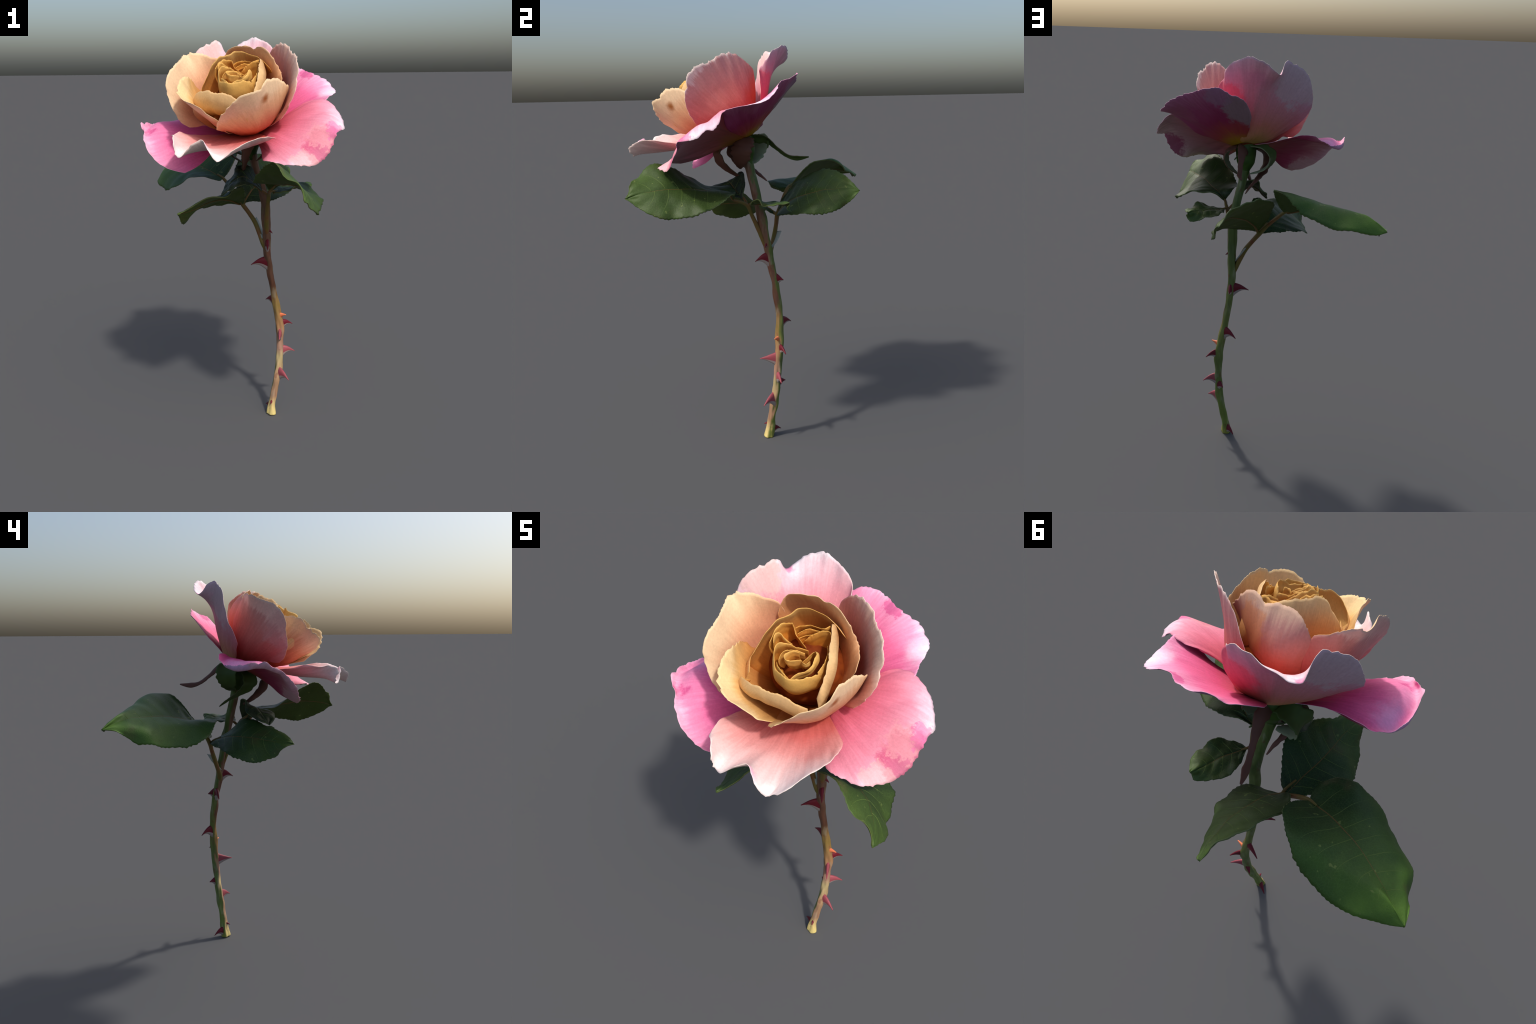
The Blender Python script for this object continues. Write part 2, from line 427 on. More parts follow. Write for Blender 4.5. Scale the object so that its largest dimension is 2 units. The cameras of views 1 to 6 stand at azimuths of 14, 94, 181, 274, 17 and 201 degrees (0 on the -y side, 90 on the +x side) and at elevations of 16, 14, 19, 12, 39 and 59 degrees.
petal("outer_petal",                                        # tall back petal, two lobes with a notch
      rim=[(.203, .090, 1.750), (.214, .091, 1.790), (.216, .088, 1.850), (.203, .084, 1.876), (.191, .090, 1.893), (.178, .122, 1.937), (.146, .140, 1.965), (.102, .168, 1.984), (.060, .192, 2.000), (.021, .206, 1.985),
           (-.018, .206, 1.970), (-.047, .198, 1.945), (-.074, .176, 1.923), (-.081, .155, 1.935), (-.087, .130, 1.970), (-.108, .088, 1.982), (-.124, .077, 1.975), (-.162, .060, 1.954),
           (-.193, .045, 1.925), (-.213, .041, 1.888), (-.222, .030, 1.845), (-.226, .018, 1.800), (-.217, .000, 1.754), (-.193, -.014, 1.713), (-.165, -.020, 1.684)],
      mids=[[(.142, .052, 1.612), (.085, .074, 1.632), (.030, .060, 1.632), (-.025, .005, 1.602)],
            [(.174, .074, 1.652), (.105, .106, 1.735), (-.005, .080, 1.710), (-.070, .036, 1.675), (-.078, -.006, 1.630)],
            [(.192, .085, 1.702), (.190, .105, 1.790), (.105, .130, 1.860), (.025, .128, 1.866), (-.045, .102, 1.848), (-.110, .066, 1.828), (-.165, .030, 1.768), (-.125, -.012, 1.660)]],
      base=[(.120, .036, 1.592), (.088, .045, 1.595), (.050, .030, 1.588)],
      mats=(petal_material("tall_petal_inner", .46, (0, .4, .9), [(0, (216, 90, 40)), (.3, (232, 112, 112)), (.55, (242, 138, 152)), (.78, (248, 178, 190)), (.95, (253, 214, 222)), (1, (255, 236, 240))], .28,
                           [((-.04, .19, 1.93), .07, (255, 238, 244), .8, .03), ((-.14, .06, 1.94), .10, (246, 204, 200), .8, .08), ((-.07, .18, 1.925), .03, (240, 110, 170), .7, .03)]),  # first blot whitened to draw the sunlit strip below the rim
            petal_material("tall_petal_outer", .46, (0, .4, .9), [(0, (190, 168, 56)), (.18, (190, 138, 80)), (.36, (206, 122, 106)), (.58, (210, 132, 140)), (.8, (212, 152, 168)), (1, (220, 184, 196))], .3,
                           [((-.15, .05, 1.88), .13, (204, 178, 182), .65, .09), ((.17, .08, 1.80), .11, (226, 92, 110), .75, .06), ((.02, .14, 1.90), .07, (206, 138, 166), .5, .05)]), PALE), seed=4)

petal("outer_petal",                                        # left, hot pink and drooping
      rim=[(-.175, .039, 1.637), (-.190, .043, 1.640), (-.220, .053, 1.641), (-.253, .058, 1.634), (-.282, .054, 1.615), (-.314, .039, 1.598), (-.348, .014, 1.590), (-.372, -.028, 1.588),
           (-.388, -.062, 1.592), (-.399, -.110, 1.601), (-.406, -.168, 1.602), (-.385, -.200, 1.582), (-.364, -.222, 1.576), (-.357, -.242, 1.563), (-.346, -.271, 1.536), (-.324, -.296, 1.505), (-.298, -.313, 1.477),
           (-.269, -.319, 1.446), (-.231, -.328, 1.428), (-.193, -.322, 1.410), (-.160, -.316, 1.399), (-.138, -.309, 1.395)],
      mids=[[(-.020, .010, 1.590), (-.025, -.040, 1.568), (.010, -.100, 1.520)],
            [(-.090, .014, 1.610), (-.160, -.035, 1.606), (-.165, -.115, 1.575), (-.110, -.175, 1.518), (-.040, -.165, 1.482)],
            [(-.130, .024, 1.622), (-.250, .012, 1.612), (-.318, -.050, 1.601), (-.325, -.130, 1.605), (-.292, -.200, 1.575), (-.230, -.250, 1.505), (-.160, -.262, 1.442), (-.080, -.225, 1.434)],
            [(-.155, .032, 1.630), (-.262, .042, 1.610), (-.345, .002, 1.575), (-.378, -.060, 1.567), (-.388, -.122, 1.576), (-.372, -.182, 1.570), (-.342, -.232, 1.549), (-.300, -.280, 1.490), (-.240, -.302, 1.437), (-.165, -.296, 1.408), (-.108, -.272, 1.411)]],
      base=[(.045, .020, 1.583), (.035, -.010, 1.570), (.050, -.040, 1.553)],
      mats=(petal_material("left_petal_inner", .52, (-.9, -.3, 0), [(0, (186, 70, 40)), (.28, (194, 58, 88)), (.5, (224, 78, 134)), (.72, (244, 110, 166)), (.92, (250, 156, 196)), (1, (252, 192, 220))], .28,
                           [((-.36, -.215, 1.585), .05, (214, 40, 128), .8, .05), ((-.33, -.02, 1.60), .10, (240, 176, 222), .6, .04)]),
            petal_material("left_petal_outer", .52, (-.9, -.3, 0), [(0, (150, 96, 34)), (.2, (150, 74, 56)), (.4, (146, 40, 66)), (.6, (156, 54, 86)), (.8, (190, 122, 134)), (1, (214, 164, 178))], .35,
                           [((-.18, -.30, 1.41), .10, (200, 160, 160), .6, .07), ((-.36, -.02, 1.58), .09, (206, 160, 196), .7, .06)]), PINKRIM), seed=5)

# --- the five peach cup petals -----------------------------------------------
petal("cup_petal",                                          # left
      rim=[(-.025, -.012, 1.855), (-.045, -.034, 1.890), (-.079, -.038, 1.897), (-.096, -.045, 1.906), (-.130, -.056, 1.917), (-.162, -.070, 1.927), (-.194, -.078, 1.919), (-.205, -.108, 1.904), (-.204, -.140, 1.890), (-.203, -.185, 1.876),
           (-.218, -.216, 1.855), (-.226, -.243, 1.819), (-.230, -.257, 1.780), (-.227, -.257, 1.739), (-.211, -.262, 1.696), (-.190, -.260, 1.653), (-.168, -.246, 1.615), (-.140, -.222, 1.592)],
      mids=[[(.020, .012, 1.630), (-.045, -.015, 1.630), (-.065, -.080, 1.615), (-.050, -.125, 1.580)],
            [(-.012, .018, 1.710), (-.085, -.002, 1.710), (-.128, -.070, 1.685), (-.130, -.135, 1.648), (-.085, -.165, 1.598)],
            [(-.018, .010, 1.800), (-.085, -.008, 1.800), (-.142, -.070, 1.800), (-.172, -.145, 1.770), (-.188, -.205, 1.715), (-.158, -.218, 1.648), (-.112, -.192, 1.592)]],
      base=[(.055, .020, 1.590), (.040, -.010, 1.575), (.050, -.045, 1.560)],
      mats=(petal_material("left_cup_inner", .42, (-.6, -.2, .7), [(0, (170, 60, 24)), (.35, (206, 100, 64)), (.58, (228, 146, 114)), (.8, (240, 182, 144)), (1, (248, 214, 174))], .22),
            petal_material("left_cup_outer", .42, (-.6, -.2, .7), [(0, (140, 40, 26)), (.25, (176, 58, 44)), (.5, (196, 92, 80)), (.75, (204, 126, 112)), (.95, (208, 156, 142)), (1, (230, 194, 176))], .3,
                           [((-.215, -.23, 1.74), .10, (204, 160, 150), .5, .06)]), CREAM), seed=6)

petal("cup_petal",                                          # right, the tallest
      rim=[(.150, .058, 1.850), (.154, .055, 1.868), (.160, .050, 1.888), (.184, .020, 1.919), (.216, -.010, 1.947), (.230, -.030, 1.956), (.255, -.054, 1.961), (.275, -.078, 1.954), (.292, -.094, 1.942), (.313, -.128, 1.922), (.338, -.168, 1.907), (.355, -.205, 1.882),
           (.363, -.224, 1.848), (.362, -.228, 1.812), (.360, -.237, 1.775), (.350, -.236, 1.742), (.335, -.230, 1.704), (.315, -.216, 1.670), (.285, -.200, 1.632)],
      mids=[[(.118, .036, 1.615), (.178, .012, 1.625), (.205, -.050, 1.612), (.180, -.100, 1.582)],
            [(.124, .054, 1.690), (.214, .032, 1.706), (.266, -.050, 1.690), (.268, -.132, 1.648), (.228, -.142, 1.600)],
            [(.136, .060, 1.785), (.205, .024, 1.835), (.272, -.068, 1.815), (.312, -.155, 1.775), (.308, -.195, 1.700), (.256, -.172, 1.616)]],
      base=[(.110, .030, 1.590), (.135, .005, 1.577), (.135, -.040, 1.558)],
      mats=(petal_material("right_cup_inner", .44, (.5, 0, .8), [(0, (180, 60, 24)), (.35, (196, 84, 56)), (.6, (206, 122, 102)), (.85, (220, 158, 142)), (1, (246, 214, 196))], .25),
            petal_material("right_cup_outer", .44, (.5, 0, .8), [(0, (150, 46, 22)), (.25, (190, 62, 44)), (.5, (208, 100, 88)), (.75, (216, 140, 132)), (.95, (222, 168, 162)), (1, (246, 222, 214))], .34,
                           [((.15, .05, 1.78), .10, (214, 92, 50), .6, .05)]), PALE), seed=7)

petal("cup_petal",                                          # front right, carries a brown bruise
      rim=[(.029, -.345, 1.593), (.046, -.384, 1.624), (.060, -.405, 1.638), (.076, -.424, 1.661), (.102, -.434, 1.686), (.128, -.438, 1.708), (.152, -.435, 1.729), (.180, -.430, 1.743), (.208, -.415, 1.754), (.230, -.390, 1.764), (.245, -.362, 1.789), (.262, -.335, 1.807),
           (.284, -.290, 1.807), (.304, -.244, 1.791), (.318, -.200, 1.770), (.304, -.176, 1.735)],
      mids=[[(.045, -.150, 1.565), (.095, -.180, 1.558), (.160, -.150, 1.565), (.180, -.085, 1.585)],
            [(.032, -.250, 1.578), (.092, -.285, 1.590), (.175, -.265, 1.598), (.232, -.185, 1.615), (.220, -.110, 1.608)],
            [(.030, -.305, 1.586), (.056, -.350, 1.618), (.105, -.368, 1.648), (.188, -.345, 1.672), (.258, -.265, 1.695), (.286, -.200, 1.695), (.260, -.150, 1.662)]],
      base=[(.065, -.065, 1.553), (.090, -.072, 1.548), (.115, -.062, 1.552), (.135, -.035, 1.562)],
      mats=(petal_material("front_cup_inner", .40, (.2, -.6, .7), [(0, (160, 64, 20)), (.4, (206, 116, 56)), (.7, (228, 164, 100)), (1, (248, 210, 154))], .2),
            petal_material("front_cup_outer", .40, (.2, -.6, .7), [(0, (130, 34, 12)), (.22, (166, 52, 26)), (.45, (198, 92, 60)), (.68, (218, 142, 102)), (.88, (232, 184, 140)), (1, (246, 214, 174))], .26,  # low stops darkened, part of it baked occlusion at the cup's foot
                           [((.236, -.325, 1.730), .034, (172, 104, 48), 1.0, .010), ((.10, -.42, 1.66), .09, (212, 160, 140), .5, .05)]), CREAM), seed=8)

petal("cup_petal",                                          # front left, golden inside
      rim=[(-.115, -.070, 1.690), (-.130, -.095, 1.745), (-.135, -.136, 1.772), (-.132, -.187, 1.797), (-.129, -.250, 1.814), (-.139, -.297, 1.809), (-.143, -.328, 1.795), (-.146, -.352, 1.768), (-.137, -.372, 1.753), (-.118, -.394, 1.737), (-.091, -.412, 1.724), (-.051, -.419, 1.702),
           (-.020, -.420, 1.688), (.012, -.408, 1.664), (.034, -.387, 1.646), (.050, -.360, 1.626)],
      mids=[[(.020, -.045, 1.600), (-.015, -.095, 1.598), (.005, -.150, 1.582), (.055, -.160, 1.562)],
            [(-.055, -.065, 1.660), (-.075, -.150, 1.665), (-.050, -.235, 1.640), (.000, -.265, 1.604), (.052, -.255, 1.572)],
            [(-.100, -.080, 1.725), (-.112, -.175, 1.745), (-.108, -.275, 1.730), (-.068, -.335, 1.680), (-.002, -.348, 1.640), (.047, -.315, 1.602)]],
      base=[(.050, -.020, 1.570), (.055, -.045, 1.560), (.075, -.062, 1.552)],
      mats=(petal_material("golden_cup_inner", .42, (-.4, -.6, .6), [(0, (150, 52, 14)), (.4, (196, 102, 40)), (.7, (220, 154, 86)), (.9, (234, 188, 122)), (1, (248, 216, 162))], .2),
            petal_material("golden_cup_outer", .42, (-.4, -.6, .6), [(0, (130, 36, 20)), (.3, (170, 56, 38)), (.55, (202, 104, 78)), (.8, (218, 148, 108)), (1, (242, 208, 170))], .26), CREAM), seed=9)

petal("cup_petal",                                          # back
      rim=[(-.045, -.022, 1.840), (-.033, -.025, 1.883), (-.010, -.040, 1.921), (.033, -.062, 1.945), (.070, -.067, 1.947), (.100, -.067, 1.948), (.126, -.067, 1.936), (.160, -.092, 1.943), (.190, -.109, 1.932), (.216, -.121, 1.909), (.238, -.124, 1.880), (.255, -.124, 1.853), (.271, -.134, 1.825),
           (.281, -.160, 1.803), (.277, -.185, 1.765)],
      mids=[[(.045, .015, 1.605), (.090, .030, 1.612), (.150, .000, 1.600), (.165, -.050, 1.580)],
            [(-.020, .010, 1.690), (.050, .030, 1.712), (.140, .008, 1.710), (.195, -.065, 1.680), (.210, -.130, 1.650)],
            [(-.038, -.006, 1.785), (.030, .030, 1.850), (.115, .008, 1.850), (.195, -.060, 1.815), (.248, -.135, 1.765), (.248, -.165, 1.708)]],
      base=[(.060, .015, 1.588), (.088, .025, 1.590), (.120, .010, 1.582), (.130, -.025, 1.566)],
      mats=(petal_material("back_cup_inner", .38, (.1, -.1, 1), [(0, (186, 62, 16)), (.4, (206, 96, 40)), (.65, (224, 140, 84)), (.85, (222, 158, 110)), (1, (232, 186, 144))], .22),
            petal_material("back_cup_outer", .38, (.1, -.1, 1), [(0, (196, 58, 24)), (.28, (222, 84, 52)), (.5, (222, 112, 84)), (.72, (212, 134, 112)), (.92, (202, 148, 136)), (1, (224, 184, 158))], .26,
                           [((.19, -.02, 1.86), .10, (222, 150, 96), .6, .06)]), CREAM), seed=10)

# --- ring of golden inner petals ---------------------------------------------
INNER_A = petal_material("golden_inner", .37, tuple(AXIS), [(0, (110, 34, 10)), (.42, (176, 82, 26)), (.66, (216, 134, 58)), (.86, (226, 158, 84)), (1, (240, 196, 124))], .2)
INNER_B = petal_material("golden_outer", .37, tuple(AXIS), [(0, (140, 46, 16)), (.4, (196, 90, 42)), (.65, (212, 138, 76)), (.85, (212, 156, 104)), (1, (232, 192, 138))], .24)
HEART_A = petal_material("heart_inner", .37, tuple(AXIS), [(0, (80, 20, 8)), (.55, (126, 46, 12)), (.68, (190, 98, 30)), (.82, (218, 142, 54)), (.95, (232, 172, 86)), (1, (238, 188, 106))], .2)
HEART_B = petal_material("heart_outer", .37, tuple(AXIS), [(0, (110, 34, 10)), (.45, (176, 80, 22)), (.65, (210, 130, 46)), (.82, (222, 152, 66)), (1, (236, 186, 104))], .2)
CORE = (0.105, -0.115, 1.660)


def sink(rim, depth, pinch, out=0.0):
    """Lower copy of a rim: moved back along the axis and drawn in toward it."""
    R = np.asarray(rim, float)
    w = R - np.asarray(CORE); h = (w @ AXIS)[:, None] * AXIS; rad = w - h
    return [tuple(p) for p in (np.asarray(CORE) + h + rad * (pinch + out) - AXIS * depth)]


def inner_petal(rim, depth, bulge, mats, seed, pinch=.75, nu=90, nv=28, name="inner_petal", thick=.004, cut=.008, wave=.006):
    return petal(name, rim, [sink(rim, depth * .55, 1 + bulge)], sink(rim, depth, pinch), mats, thick, nu, nv, seed, cut, wave)


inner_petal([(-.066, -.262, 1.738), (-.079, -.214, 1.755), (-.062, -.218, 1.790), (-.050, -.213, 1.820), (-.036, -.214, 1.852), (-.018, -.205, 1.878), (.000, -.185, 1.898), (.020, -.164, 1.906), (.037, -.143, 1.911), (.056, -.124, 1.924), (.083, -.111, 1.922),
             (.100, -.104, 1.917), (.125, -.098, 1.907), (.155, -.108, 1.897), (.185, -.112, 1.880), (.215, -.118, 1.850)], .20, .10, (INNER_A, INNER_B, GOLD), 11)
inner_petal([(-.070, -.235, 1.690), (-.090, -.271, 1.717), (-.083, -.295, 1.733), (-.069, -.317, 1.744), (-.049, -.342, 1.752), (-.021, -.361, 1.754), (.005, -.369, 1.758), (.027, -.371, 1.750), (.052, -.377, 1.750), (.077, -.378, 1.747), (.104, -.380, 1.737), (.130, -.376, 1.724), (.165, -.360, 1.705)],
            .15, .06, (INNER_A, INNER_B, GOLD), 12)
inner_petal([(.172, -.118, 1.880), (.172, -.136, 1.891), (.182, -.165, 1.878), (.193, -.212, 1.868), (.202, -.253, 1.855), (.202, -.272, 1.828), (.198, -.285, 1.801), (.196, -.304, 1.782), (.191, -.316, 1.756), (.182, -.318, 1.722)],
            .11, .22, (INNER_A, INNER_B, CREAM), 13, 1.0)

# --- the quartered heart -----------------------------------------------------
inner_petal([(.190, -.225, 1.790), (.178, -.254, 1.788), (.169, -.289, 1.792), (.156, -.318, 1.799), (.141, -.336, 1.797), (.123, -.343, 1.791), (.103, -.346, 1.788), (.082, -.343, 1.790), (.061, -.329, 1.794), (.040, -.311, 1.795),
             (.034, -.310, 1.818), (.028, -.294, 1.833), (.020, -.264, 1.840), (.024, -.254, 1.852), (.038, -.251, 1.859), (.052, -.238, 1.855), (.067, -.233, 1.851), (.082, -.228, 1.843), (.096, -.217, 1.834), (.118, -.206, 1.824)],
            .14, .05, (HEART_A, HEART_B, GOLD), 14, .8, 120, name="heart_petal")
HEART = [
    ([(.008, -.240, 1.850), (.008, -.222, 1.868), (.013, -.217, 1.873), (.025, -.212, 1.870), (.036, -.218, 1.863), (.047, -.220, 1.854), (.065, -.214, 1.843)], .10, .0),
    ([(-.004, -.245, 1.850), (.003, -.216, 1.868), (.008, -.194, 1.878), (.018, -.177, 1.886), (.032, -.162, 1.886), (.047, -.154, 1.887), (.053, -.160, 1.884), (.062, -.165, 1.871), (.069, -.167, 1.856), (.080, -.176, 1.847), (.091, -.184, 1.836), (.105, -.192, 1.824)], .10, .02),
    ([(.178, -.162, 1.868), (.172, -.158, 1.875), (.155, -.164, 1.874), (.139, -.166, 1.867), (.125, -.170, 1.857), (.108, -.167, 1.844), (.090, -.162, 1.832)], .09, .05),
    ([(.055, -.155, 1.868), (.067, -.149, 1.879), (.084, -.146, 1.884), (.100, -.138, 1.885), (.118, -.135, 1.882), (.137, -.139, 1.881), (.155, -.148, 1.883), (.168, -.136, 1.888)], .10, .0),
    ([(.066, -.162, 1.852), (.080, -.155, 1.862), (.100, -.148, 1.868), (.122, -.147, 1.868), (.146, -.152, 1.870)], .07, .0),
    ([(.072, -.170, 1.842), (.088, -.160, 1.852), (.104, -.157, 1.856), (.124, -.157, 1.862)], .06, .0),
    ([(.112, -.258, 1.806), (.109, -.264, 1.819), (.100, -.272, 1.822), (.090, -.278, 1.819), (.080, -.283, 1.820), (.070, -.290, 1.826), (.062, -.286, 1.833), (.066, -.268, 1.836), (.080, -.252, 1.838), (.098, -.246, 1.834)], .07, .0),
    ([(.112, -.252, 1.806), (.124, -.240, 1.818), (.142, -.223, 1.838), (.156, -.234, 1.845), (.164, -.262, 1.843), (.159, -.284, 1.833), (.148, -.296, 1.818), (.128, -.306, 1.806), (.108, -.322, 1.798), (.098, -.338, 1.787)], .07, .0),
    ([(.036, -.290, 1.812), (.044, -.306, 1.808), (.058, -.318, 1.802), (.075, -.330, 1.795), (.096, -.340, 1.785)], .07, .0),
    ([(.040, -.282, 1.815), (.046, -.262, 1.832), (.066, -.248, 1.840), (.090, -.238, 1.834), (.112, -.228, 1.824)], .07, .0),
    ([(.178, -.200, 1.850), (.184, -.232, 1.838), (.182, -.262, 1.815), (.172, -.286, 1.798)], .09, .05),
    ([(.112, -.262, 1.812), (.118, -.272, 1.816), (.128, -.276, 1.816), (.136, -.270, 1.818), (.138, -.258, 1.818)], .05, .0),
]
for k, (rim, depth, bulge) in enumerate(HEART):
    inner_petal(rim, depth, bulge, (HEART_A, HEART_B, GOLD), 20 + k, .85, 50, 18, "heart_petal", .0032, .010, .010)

# floor of the bloom between the petals, coloured dark for the shadow in the gaps
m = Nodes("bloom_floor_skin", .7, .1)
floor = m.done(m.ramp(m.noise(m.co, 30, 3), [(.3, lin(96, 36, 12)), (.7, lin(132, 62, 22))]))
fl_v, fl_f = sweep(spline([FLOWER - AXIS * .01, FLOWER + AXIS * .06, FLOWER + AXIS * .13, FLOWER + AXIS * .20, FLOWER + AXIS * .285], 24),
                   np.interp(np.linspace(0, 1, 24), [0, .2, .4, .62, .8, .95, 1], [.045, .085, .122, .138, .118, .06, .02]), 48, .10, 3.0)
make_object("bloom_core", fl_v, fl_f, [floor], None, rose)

# ------------------------------------------------------------------ hip and sepals
hipm = Nodes("hip_skin", .5, .3)
hip_mat = hipm.done(hipm.ramp(hipm.noise(hipm.co, 18, 3), [(.3, lin(44, 66, 22)), (.7, lin(70, 98, 34))]))
tube("hip", [(.096, .016, 1.425), (.093, .010, 1.455), (.090, .004, 1.490), (.089, -.002, 1.530), (.088, -.006, 1.566), (.088, -.010, 1.585)], [.020, .026, .044, .050, .052, .040], [hip_mat], rose, 28, .05, 2.0, step=30)

SEP_IN = plain("sepal_inner_skin", (126, 134, 104), .6, .25, 22)
SEP_OUT = plain("sepal_outer_skin", (66, 84, 40), .55, .3, 22)
SEP_RED = plain("sepal_reddish_skin", (98, 64, 52), .55, .3, 20)


def sepal(spine, width, across, mats, curl=.25, seed=0, parent=rose):
    C = spline(spine, 46)
    T = np.gradient(C, axis=0); T /= np.linalg.norm(T, axis=1)[:, None]
    W = np.interp(np.linspace(0, 1, 46), np.linspace(0, 1, len(width)), width)
    a = np.asarray(across, float)
    G = np.empty((46, 15, 3))
    for k in range(46):
        x = a - T[k] * (a @ T[k]); x /= np.linalg.norm(x); n = np.cross(T[k], x)
        for i, s in enumerate(np.linspace(-1, 1, 15)):
            q = W[k] * (1 + .30 * wob(k * .35, s * .6, seed))
            G[k, i] = C[k] + x * s * q + n * (s * s - .4) * q * curl
    return solid_sheet("sepal", G, mats, .006, parent, lambda g: g * 0 + np.asarray((0, 0, 1.0)))


s1 = sepal([(.092, .020, 1.566), (.094, .060, 1.566), (.098, .108, 1.556), (.100, .160, 1.512), (.100, .212, 1.476), (.096, .258, 1.467), (.092, .312, 1.471)],
           [.034, .032, .020, .013, .013, .017, .004], (.7, 0, .7), (SEP_RED, SEP_OUT, SEP_OUT), .3, 1)
sepal([(.106, .110, 1.553), (.120, .114, 1.540), (.136, .114, 1.520)], [.006, .005, .001], (0, 1, 0), (SEP_OUT, SEP_OUT, SEP_OUT), .2, 2, s1).name = "sepal_barb"
sepal([(.050, .030, 1.578), (-.005, .050, 1.572), (-.040, .050, 1.535), (-.030, .042, 1.490), (.015, .036, 1.456), (.065, .032, 1.440)], [.036, .048, .052, .046, .030, .010], (.25, 1, 0), (SEP_IN, SEP_OUT, SEP_OUT), -.25, 3)
sepal([(.125, .010, 1.570), (.172, .000, 1.552), (.192, -.010, 1.510), (.172, -.020, 1.460), (.125, -.025, 1.420)], [.036, .052, .050, .034, .006], (.1, 1, 0), (SEP_IN, SEP_RED, SEP_OUT), -.25, 4)
sepal([(.100, -.050, 1.550), (.104, -.105, 1.535), (.104, -.136, 1.495), (.100, -.129, 1.465), (.090, -.105, 1.428), (.074, -.070, 1.397), (.064, -.026, 1.368)], [.036, .042, .036, .028, .020, .013, .005], (.6, .6, .5), (SEP_RED, SEP_RED, SEP_OUT), .3, 5)
sepal([(.045, -.030, 1.560), (.000, -.060, 1.530), (-.012, -.066, 1.490), (.000, -.036, 1.450), (.030, .020, 1.412), (.060, .066, 1.382), (.081, .102, 1.354)], [.034, .044, .040, .030, .018, .011, .003], (.5, -.8, 0), (SEP_RED, SEP_OUT, SEP_OUT), .25, 6)

# ------------------------------------------------------------------ stem, petioles, thorns
STEM = [(.168, .097, .000), (.170, .104, .050), (.177, .112, .100), (.184, .120, .150), (.193, .127, .200), (.200, .134, .250), (.204, .142, .300), (.206, .147, .350), (.206, .151, .400), (.204, .155, .450), (.202, .158, .500),
        (.198, .159, .550), (.187, .160, .600), (.176, .161, .650), (.168, .158, .700), (.161, .152, .750), (.153, .145, .800), (.147, .139, .850), (.143, .128, .900), (.142, .119, .950), (.143, .112, 1.00),
        (.144, .103, 1.05), (.145, .093, 1.10), (.146, .085, 1.15), (.145, .076, 1.20), (.132, .058, 1.27), (.118, .040, 1.34), (.104, .024, 1.40), (.094, .012, 1.45)]
RAD = [1.07 * r for r in (.024, .019, .018, .0175, .0175, .018, .0185, .018, .0185, .018, .020, .020, .018, .0165, .016, .016, .0165, .017, .0175, .018, .018, .0185, .020, .022, .021, .019, .0185, .019, .022)]
stem_mat = stem_material("stem_skin")
tube("stem", STEM, RAD, [stem_mat], rose, 28, .34, 5.0, step=300)

petm = Nodes("petiole_skin", .5, .3)
pet_mat = petm.done(petm.ramp(petm.noise(petm.co, 20, 4), [(.3, lin(96, 92, 36)), (.55, lin(112, 86, 44)), (.75, lin(112, 60, 40))]))
tube("petiole", [(.142, .120, .930), (.124, .112, .970), (.100, .122, 1.025), (.074, .135, 1.079), (.040, .142, 1.125), (.007, .146, 1.165), (-.035, .163, 1.215), (-.080, .182, 1.262), (-.118, .200, 1.296), (-.153, .222, 1.310)],
     [.012, .013, .012, .012, .011, .012, .009, .009, .008, .005], [pet_mat], rose, 14, .15, 1.0)
tube("petiole", [(.146, .095, 1.03), (.150, .074, 1.09), (.158, .050, 1.15), (.168, .030, 1.20), (.178, .012, 1.245), (.188, -.020, 1.265), (.197, -.055, 1.278), (.228, -.068, 1.310)],
     [.010, .013, .011, .010, .010, .008, .007, .004], [pet_mat], rose, 14, .15, 2.0)
tube("petiole", [(.178, .014, 1.243), (.181, .038, 1.260), (.205, .060, 1.261)], [.008, .006, .004], [pet_mat], rose, 10, .1, 3.0)
tube("petiole", [(.178, .012, 1.245), (.150, -.005, 1.272), (.115, -.040, 1.300)], [.007, .006, .004], [pet_mat], rose, 10, .1, 4.0)
tube("petiole", [(.010, .145, 1.165), (.000, .125, 1.185), (-.030, .085, 1.206)], [.008, .006, .004], [pet_mat], rose, 10, .1, 5.0)
tube("petiole", [(.008, .146, 1.165), (.020, .165, 1.195), (.041, .201, 1.238)], [.008, .006, .004], [pet_mat], rose, 10, .1, 6.0)

STIP = plain("stipule_skin", (150, 160, 158), .5, .15, 25)
sp = loft([[(.120, .100, 1.000), (.095, .125, 1.045), (.068, .150, 1.095)], [(.128, .118, 1.010), (.105, .150, 1.050), (.074, .172, 1.098)]], 20, 8)
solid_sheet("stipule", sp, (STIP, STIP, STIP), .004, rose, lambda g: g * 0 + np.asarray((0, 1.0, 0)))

THORN_RED = plain("thorn_red_skin", (100, 26, 38), .45, .25, 30)
THORN_PINK = plain("thorn_pink_skin", (146, 72, 80), .45, .2, 30)
THORN_BUD = plain("thorn_bud_skin", (224, 124, 84), .45, .2, 30)
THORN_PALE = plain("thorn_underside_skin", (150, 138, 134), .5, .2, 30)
_stem_line = spline(STEM, 600)


